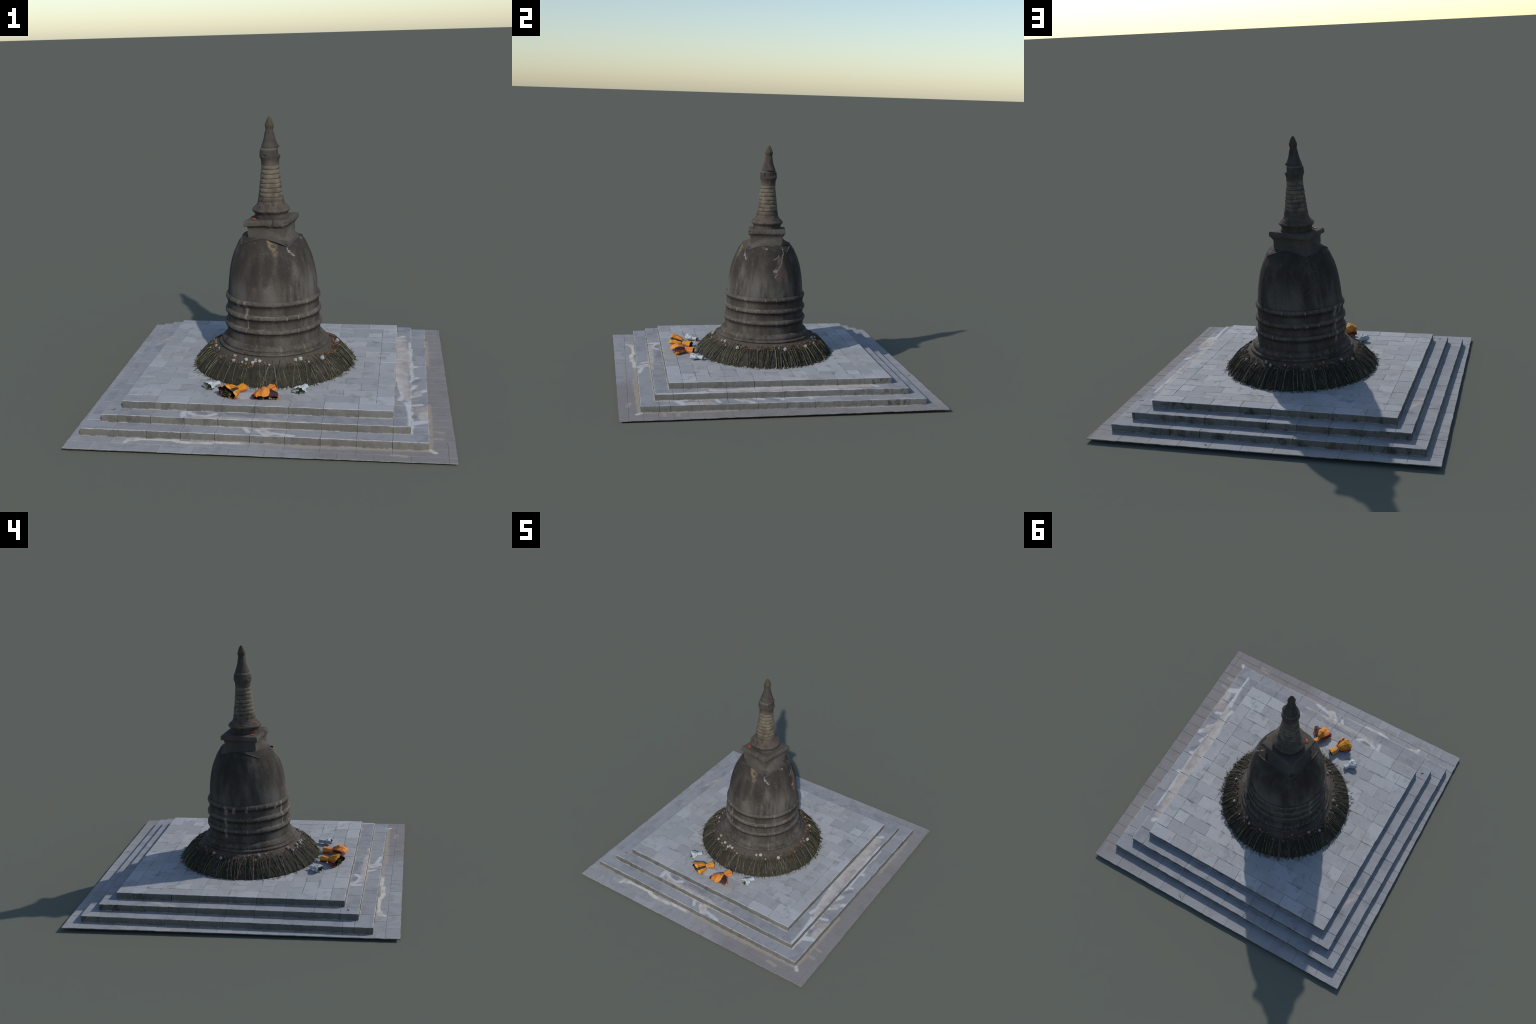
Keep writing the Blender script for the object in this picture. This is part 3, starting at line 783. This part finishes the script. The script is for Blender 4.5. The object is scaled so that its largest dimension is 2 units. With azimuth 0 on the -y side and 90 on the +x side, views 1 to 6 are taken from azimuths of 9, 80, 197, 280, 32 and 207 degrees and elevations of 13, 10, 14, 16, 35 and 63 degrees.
STEMS = [stem_variant(k) for k in range(24)]; THICK = [stem_variant(60 + k, True) for k in range(24)]
WBL = [bloom_mesh('bloom', .0120, 34, M_WHITE, 10 + k) for k in range(3)]
SBL = [bloom_mesh('bloom', .0070, 18, M_WHITE, 20 + k) for k in range(2)]
DBL = [bloom_mesh('bloom', (.0082, .0066, .0095, .0058)[k], 15, M_DRY, 30 + k, .6, .5) for k in range(4)]
BIG = [-121, -109, -100, -96, -63, -58, -37, 13, 40, 66, 73, 147, 159, -161, -123.5, -102]
SMALL = [-87, -52, 7, -165, -153, 57, 88, 127, -172, -112]
fl = [(a, 'w') for a in BIG] + [(a, 's') for a in SMALL]
a = -180.0
while a < 180:
    # sparser on the south-west, dense on the east and north
    den = 1.7 + 2.6 * sstep(0, 1, (cos(radians(a - (-110))) + .2))
    fl.append((a, 'd')); a += den * RND.uniform(.55, 1.45)
for ang, kind in fl:
    east = sstep(80, 50, abs(((ang - 75 + 180) % 360) - 180)) * .8 + .3 * sstep(60, 20, abs(((ang - 170 + 180) % 360) - 180))
    pool = THICK if RND.random() < east else STEMS
    me, top, dirv = pool[RND.randrange(len(pool))]
    rot = Matrix.Rotation(radians(ang), 4, 'Z')
    dz = RND.uniform(-.001, .0015)
    o = obj('flower', me, ring, rot @ Matrix.Translation((RND.uniform(-.004, .004), 0, dz)))
    bm_ = {'w': WBL, 's': SBL, 'd': DBL}[kind]
    tilt = Vector((.75, RND.uniform(-.5, .5), .75)).normalized()
    q = Vector((0, 0, 1)).rotation_difference(tilt).to_matrix().to_4x4()
    sc = RND.uniform(.85, 1.12)
    obj('bloom', bm_[RND.randrange(len(bm_))], o, Matrix.Translation(top + Vector((.002, 0, .0035))) @ q @ Matrix.Diagonal((sc, sc, sc, 1)) @ Matrix.Rotation(RND.uniform(0, 6), 4, 'Z'))

# extra bare, broken stems, grass blades and dried heads lying around: uncounted stuff
g = random.Random(55); parts, partsd = [], []
for i in range(70):
    a0 = g.uniform(-pi, pi); da = g.uniform(-.05, .05)
    if abs(wrap(a0 - radians(-112))) < .45 and g.random() < .7: continue
    r0, r1 = g.uniform(.345, .41), g.uniform(.43, .444); path = []
    for k in range(7):
        t = k / 6; r = lerp(r0, r1, t); path.append(Vector((r * cos(a0 + da * t), r * sin(a0 + da * t), mound_z(min(r, .4445)) + g.uniform(.0015, .004))))
    parts.append(tube(path, [g.uniform(.0008, .0016)] * 7, 5))
for i in range(190):
    a0 = g.uniform(-pi, pi); r0 = g.uniform(.438, .478); L = g.uniform(.012, .034)
    yaw = a0 + g.uniform(-.6, .6)
    p = Vector((r0 * cos(a0), r0 * sin(a0), .1420)); d = Vector((cos(yaw), sin(yaw), 0))
    lift = g.uniform(0, .006) if g.random() < .5 else 0
    path = [p + d * (L * (k / 4 - .5)) + Vector((0, 0, lift * (1 - k / 4) + g.uniform(0, .001))) for k in range(5)]
    parts.append(tube(path, [.0009, .0014, .0015, .0012, .0006], 5))
v, f = join(parts)
o = obj('stem_litter', mesh_of('stem_litter', v, f, M_STEM), ring); o['kind'] = 'stuff'
for i in range(150):
    a0 = g.uniform(-pi, pi); r = g.uniform(.330, .385); z = mound_z(r) + .003
    rows = []
    R = g.uniform(.0018, .0042)
    for q in range(5):
        b = pi * q / 4; rows.append([Vector((r * cos(a0), r * sin(a0), z)) + Vector((R * sin(b) * cos(k * pi / 3) * g.uniform(.6, 1.3), R * sin(b) * sin(k * pi / 3) * g.uniform(.6, 1.3), R * .7 * cos(b))) for k in range(6)])
    partsd.append(loft(rows, True, True, True))
v, f = join(partsd)
o = obj('dried_heads', mesh_of('dried_heads', v, f, M_DRY), ring); o['kind'] = 'stuff'
# pale mortar skirts where stems were bedded: small ragged wedges at the rim
def m_dust():
    t = NT('pale_cement'); P = t.objco()
    return t.done(t.ramp(t.noise(P, 50, 4), [(.3, (.20, .195, .185)), (.7, (.33, .325, .32))]), .9)
M_DUST = m_dust()
parts = []
for i in range(60):
    a0 = radians(g.uniform(-110, 160)); w = g.uniform(.007, .017); r0 = .440; hgt = g.uniform(.004, .014); r1 = g.uniform(.448, .468)
    rows = []
    for k in range(4):
        t = k / 3; r = lerp(r1, r0, t); z = .139 + hgt * t ** 1.3; ww = w * (1 - .55 * t) / r
        rows.append([Vector((r * cos(a0 - ww), r * sin(a0 - ww), .138)), Vector((r * cos(a0 - ww * .6), r * sin(a0 - ww * .6), z + .001 * g.random())), Vector((r * cos(a0 + ww * .5), r * sin(a0 + ww * .5), z + .001 * g.random())), Vector((r * cos(a0 + ww), r * sin(a0 + ww), .138))])
    parts.append(loft(rows, True, True, True))
v, f = join(parts)
o = obj('cement_dabs', mesh_of('cement_dabs', v, f, M_DUST), ring); o['kind'] = 'stuff'

# ================================================================ BOUQUETS
def m_paper(name, c0, c1, tr=.15, rough=.55):
    t = NT(name); P = t.objco()
    n = t.noise(P, 28, 4, .6)
    return t.done(t.ramp(n, [(.3, c0), (.68, c1)]), rough, t.bump(t.noise(P, 60, 4), .35, .003), spec=.3, transl=tr)
M_YEL = m_paper('amber_paper', (.62, .22, .012), (.78, .34, .03))
M_ORG = m_paper('orange_paper', (.70, .21, .02), (.84, .33, .07))
M_RED = m_paper('vermilion_paper', (.55, .085, .015), (.66, .15, .03))
M_SCRAP = m_paper('faded_red_paper', (.34, .058, .018), (.43, .090, .032), .1)
M_BRN = m_paper('dark_brown_paper', (.035, .016, .018), (.065, .032, .034), .05)
M_WPAP = m_paper('white_paper', (.44, .49, .51), (.60, .64, .66), .15)
M_GPAP = m_paper('grey_paper_lining', (.26, .27, .24), (.42, .43, .40), .1)
M_RIB = m_paper('white_ribbon', (.72, .62, .64), (.85, .8, .8), .1)
M_GREEN = m_petal('leaf_green', [(.3, (.022, .026, .010)), (.7, (.06, .066, .024))], .1)
M_MARI = m_petal('amber_petals', [(.3, (.45, .17, .03)), (.7, (.65, .42, .16))], .1)

def bouquet(name, label, tie, end, mouth, half_w, top_h, low_h, pal, seed, lining, tie_r, end_r, flare=.52, droop=0.0, hcol=None):
    """wrapped bunch lying on its side: flared wrapper, pinched waist, short handle.
    pal: material index per angular panel, all measures in metres"""
    g = random.Random(seed)
    root = empty(name, tie); root['label'] = label; root['category'] = 'bouquet'
    T = Vector(tie); E = Vector(end) - T; Mv = Vector(mouth) - T
    ax = Mv.normalized(); sd = ax.cross(Vector((0, 0, 1))).normalized(); up = sd.cross(ax)
    floor = .1385 - T.z
    mats = pal[0]; folds = pal[1]        # folds: (angle deg, radius factor, length factor, panel colour)
    K = len(folds); SUB = 9; n = K * SUB
    def panel(j): return folds[(j // SUB) % K][3]
    def fold_pt(k, t, inner):
        a, m, lf, _ = folds[k % K]; th = radians(a)
        f = (t / .86) ** flare if t < .86 else 1 - .10 * ((t - .86) / .14)
        f0 = f
        if sin(th) > .2: f *= 1 - droop * t ** 3
        rw = lerp(tie_r, half_w * m, f0) - inner; hh = lerp(tie_r, (top_h if sin(th) > 0 else low_h) * m, f) - inner
        return ax * (Mv.length * lerp(1, lf, t * t) * t) + sd * (cos(th) * rw) + up * (sin(th) * hh)
    def surf(t, j, inner=0.0):
        k, s = divmod(j, SUB); s /= SUB
        p = fold_pt(k, t, inner).lerp(fold_pt(k + 1, t, inner), s)
        # paper bellies a little between folds near the waist, sags and crumples toward the rim
        a0, a1 = radians(folds[k % K][0]), radians(folds[(k + 1) % K][0] + (360 if (k + 1) >= K else 0)); th = lerp(a0, a1, s)
        p += (sd * cos(th) + up * sin(th)) * (.20 * tie_r * sin(pi * s) * (1 - t) + half_w * (.19 * nz(th * 1.8, t * 2.5, seed) + .07 * nz(th * 4.5, t * 5, seed + 2)) * clamp(t * 2.2))
        p += Vector((nz(th * 2, t * 4, seed + 3), nz(th * 2, t * 4, seed + 9), nz(th * 2, t * 4, seed + 5))) * .09 * half_w * t
        if p.z < floor + .0008: p.z = floor + .0008 + .0012 * abs(nz(p.x, p.y, seed, 60))
        return p
    KT = 14
    outer = [[surf(i / KT, j) for j in range(n)] for i in range(KT + 1)]
    inn = [[surf(i / KT, j, .0011) for j in range(n)] for i in range(KT, -1, -1)]
    v, f = loft(outer + inn, True)
    fm = [panel(j) for i in range(KT) for j in range(n)] + [len(mats)] * ((KT + 1) * n)
    obj('paper_wrapper', mesh_of('paper_wrapper', v, f, mats + [lining], True, fm, 22), root)
    # handle
    rows = []
    ed = E.normalized(); es = ed.cross(Vector((0, 0, 1))).normalized(); eu = es.cross(ed)
    for i in range(9):
        t = i / 8; row = []
        for j in range(n):
            th = 2 * pi * j / n; r = lerp(tie_r, end_r, t ** .7) * (1 + .09 * sin(6 * th + seed) * (.4 + t * .6) + .04 * sin(13 * th))
            p = E * t + es * (cos(th) * r) + eu * (sin(th) * r * .82)
            if p.z < floor + .0006: p.z = floor + .0006
            row.append(p)
        rows.append(row)
    rows.append([E * .93 + (p - E) * .9 for p in rows[-1]])
    rows.append([E * .70 + (p - E) * .55 for p in rows[8]])
    v, f = loft(rows, True, True, True)
    fm = [(hcol[(j // SUB) % K] if hcol else panel(j)) for i in range(8) for j in range(n)] + [len(mats)] * (2 * n + 2)
    obj('paper_handle', mesh_of('paper_handle', v, f, mats + [lining], True, fm, 40), root)
    # ribbon
    rows = []
    for k in range(13):
        th = 2 * pi * k / 12
        c = sd * (cos(th) * tie_r * 1.12) + up * (sin(th) * tie_r * 1.05)
        rows.append([c + (sd * cos(th) + up * sin(th)) * a + ax * b for a, b in ((.0018, -.003), (.0022, 0), (.0018, .003), (-.0006, .003), (-.0006, -.003))])
    v, f = loft(rows, True, True, True)
    obj('ribbon', mesh_of('ribbon', v, f, M_RIB, True, None, 40), root)
    # stems and blooms in the mouth
    parts = []
    for k in range(3 if mats[0] is M_WPAP else 9):
        o2 = sd * g.uniform(-.6, .6) * half_w * .8 + up * g.uniform(-.5, .45) * top_h * .8
        path = [ax * (Mv.length * s) + o2 * s + Vector((0, 0, .002 * sin(s * 5 + k))) for s in (0, .25, .5, .75, .92)]
        for p in path: p.z = max(p.z, floor + .002)
        parts.append(tube(path, .0016, 5))
        for q in range(2): parts.append(leaf(path[3], ax + sd * g.uniform(-.8, .8) + up * g.uniform(-.6, .6), .004, .022))
    v, f = join(parts)
    o = obj('bouquet_stems', mesh_of('bouquet_stems', v, f, M_GREEN), root); o['kind'] = 'stuff'
    for k in range(1 if mats[0] is M_WPAP else 4):
        p = ax * (Mv.length * g.uniform(.68, .88)) + sd * g.uniform(-.45, .45) * half_w + up * g.uniform(-.5, .1) * top_h
        p.z = max(p.z, floor + .007)
        obj('bloom', (SBL[0], DBL[k % 4], MBL, DBL[(k + 1) % 4])[k], root, Matrix.Translation(p) @ Vector((0, 0, 1)).rotation_difference(ax).to_matrix().to_4x4())
    return root
MBL = bloom_mesh('bloom', .008, 18, M_MARI, 61)
A = [M_YEL, M_ORG, M_RED, M_BRN]
bouquet('amber_bouquet', 'bouquet wrapped in amber and brown paper', (-.148, -.527, .161), (-.118, -.478, .156), (-.192, -.602, .164), .056, .052, .030,
        (A, [(-20, 1.05, 1.0, 3), (12, .95, .92, 2), (28, 1.0, 1.05, 0), (62, .96, 1.08, 0), (96, 1.0, 1.06, 1), (104, .96, 1.06, 0), (128, .86, .98, 3), (150, .98, .92, 0), (176, 1.12, .95, 1), (205, 1.0, .85, 2), (222, 1.1, .8, 1), (262, 1.0, .75, 3), (312, 1.1, .85, 2)]), 3, M_BRN, .0135, .0265, hcol=[0, 0, 0, 0, 0, 0, 1, 3, 0, 0, 1, 0, 2])
bouquet('orange_bouquet', 'bouquet wrapped in orange and brown paper', (.015, -.532, .161), (.035, -.476, .156), (.014, -.618, .156), .068, .045, .024,
        (A, [(-15, 1.05, .95, 2), (8, 1.12, 1.0, 3), (30, 1.0, .98, 2), (42, .95, 1.12, 1), (75, .98, 1.16, 1), (96, 1.04, 1.22, 1), (116, .86, .92, 3), (146, .98, 1.0, 3), (160, 1.10, .96, 2), (178, 1.02, .92, 1), (196, 1.08, .9, 1), (230, 1.0, .7, 3), (300, 1.0, .75, 2)]), 8, M_BRN, .0135, .0270, droop=.80, hcol=[1, 2, 1, 1, 1, 1, 1, 2, 1, 3, 2, 1, 1])
W = [M_WPAP, M_WPAP, M_WPAP, M_GPAP]
bouquet('white_bouquet', 'small bunch in crumpled white paper', (-.283, -.448, .157), (-.259, -.423, .156), (-.312, -.489, .160), .036, .026, .018,
        (W, [(-10, 1.05, 1.0, 0), (25, 1.0, 1.0, 0), (60, .95, 1.02, 0), (100, 1.0, 1.05, 0), (140, 1.0, 1.0, 0), (180, 1.1, .95, 0), (230, 1.0, .8, 0), (300, 1.05, .8, 3)]), 13, M_GPAP, .011, .0155)
bouquet('white_bouquet', 'small bunch in torn white paper', (.190, -.462, .157), (.209, -.430, .155), (.178, -.508, .156), .036, .023, .018,
        (W, [(-20, 1.1, 1.1, 0), (20, .95, .8, 0), (50, 1.05, 1.15, 0), (80, .9, .85, 0), (115, 1.0, .95, 0), (150, .95, 1.05, 0), (180, 1.15, 1.0, 0), (230, 1.0, .7, 3), (300, 1.05, .7, 0)]), 21, M_GPAP, .011, .0155)

# two wind-blown leaves
LEAF = mesh_of('fallen_leaf', *leaf(Vector((0, 0, 0)), Vector((1, .2, .02)), .0035, .026), M_DRY)
for (lx, ly), zt, ya in (((-8.55, -8.35), Z2, .4), ((3.4, 10.75), ZA, 2.2)):
    p = PM @ Vector((lx * U, ly * U, zt + .0012))
    obj('fallen_leaf', LEAF, ring, Matrix.Translation(p - Vector((SAX.x, SAX.y, 0))) @ Matrix.Rotation(ya, 4, 'Z'))

# ============================================================ PAPER SCRAP
rows = []
for i in range(7):
    t = i / 6
    rows.append([Vector((lerp(-.016, .016, t), s * .0095 * (1 - .25 * t), .0012 + .0022 * sin(t * 4.2) + th)) for s, th in ((-1, 0), (-.3, .0012), (.4, .0004), (1, .0026))] +
                [Vector((lerp(-.016, .016, t), s * .0095 * (1 - .25 * t), .0004 + .0022 * sin(t * 4.2) + th)) for s, th in ((1, .0026), (.4, .0004), (-.3, .0012), (-1, 0))])
v, f = loft(rows, True, True, True)
scrap = obj('paper_scrap', mesh_of('paper_scrap', v, f, M_SCRAP, True, None, 40), None, Matrix.Translation((-.1046, -.0598, .9778)) @ Matrix.Rotation(radians(-42), 4, 'Z') @ Matrix.Rotation(radians(-2.5), 4, 'Y'))
scrap['label'] = 'small folded scrap of vermilion paper'; scrap['category'] = 'paper'
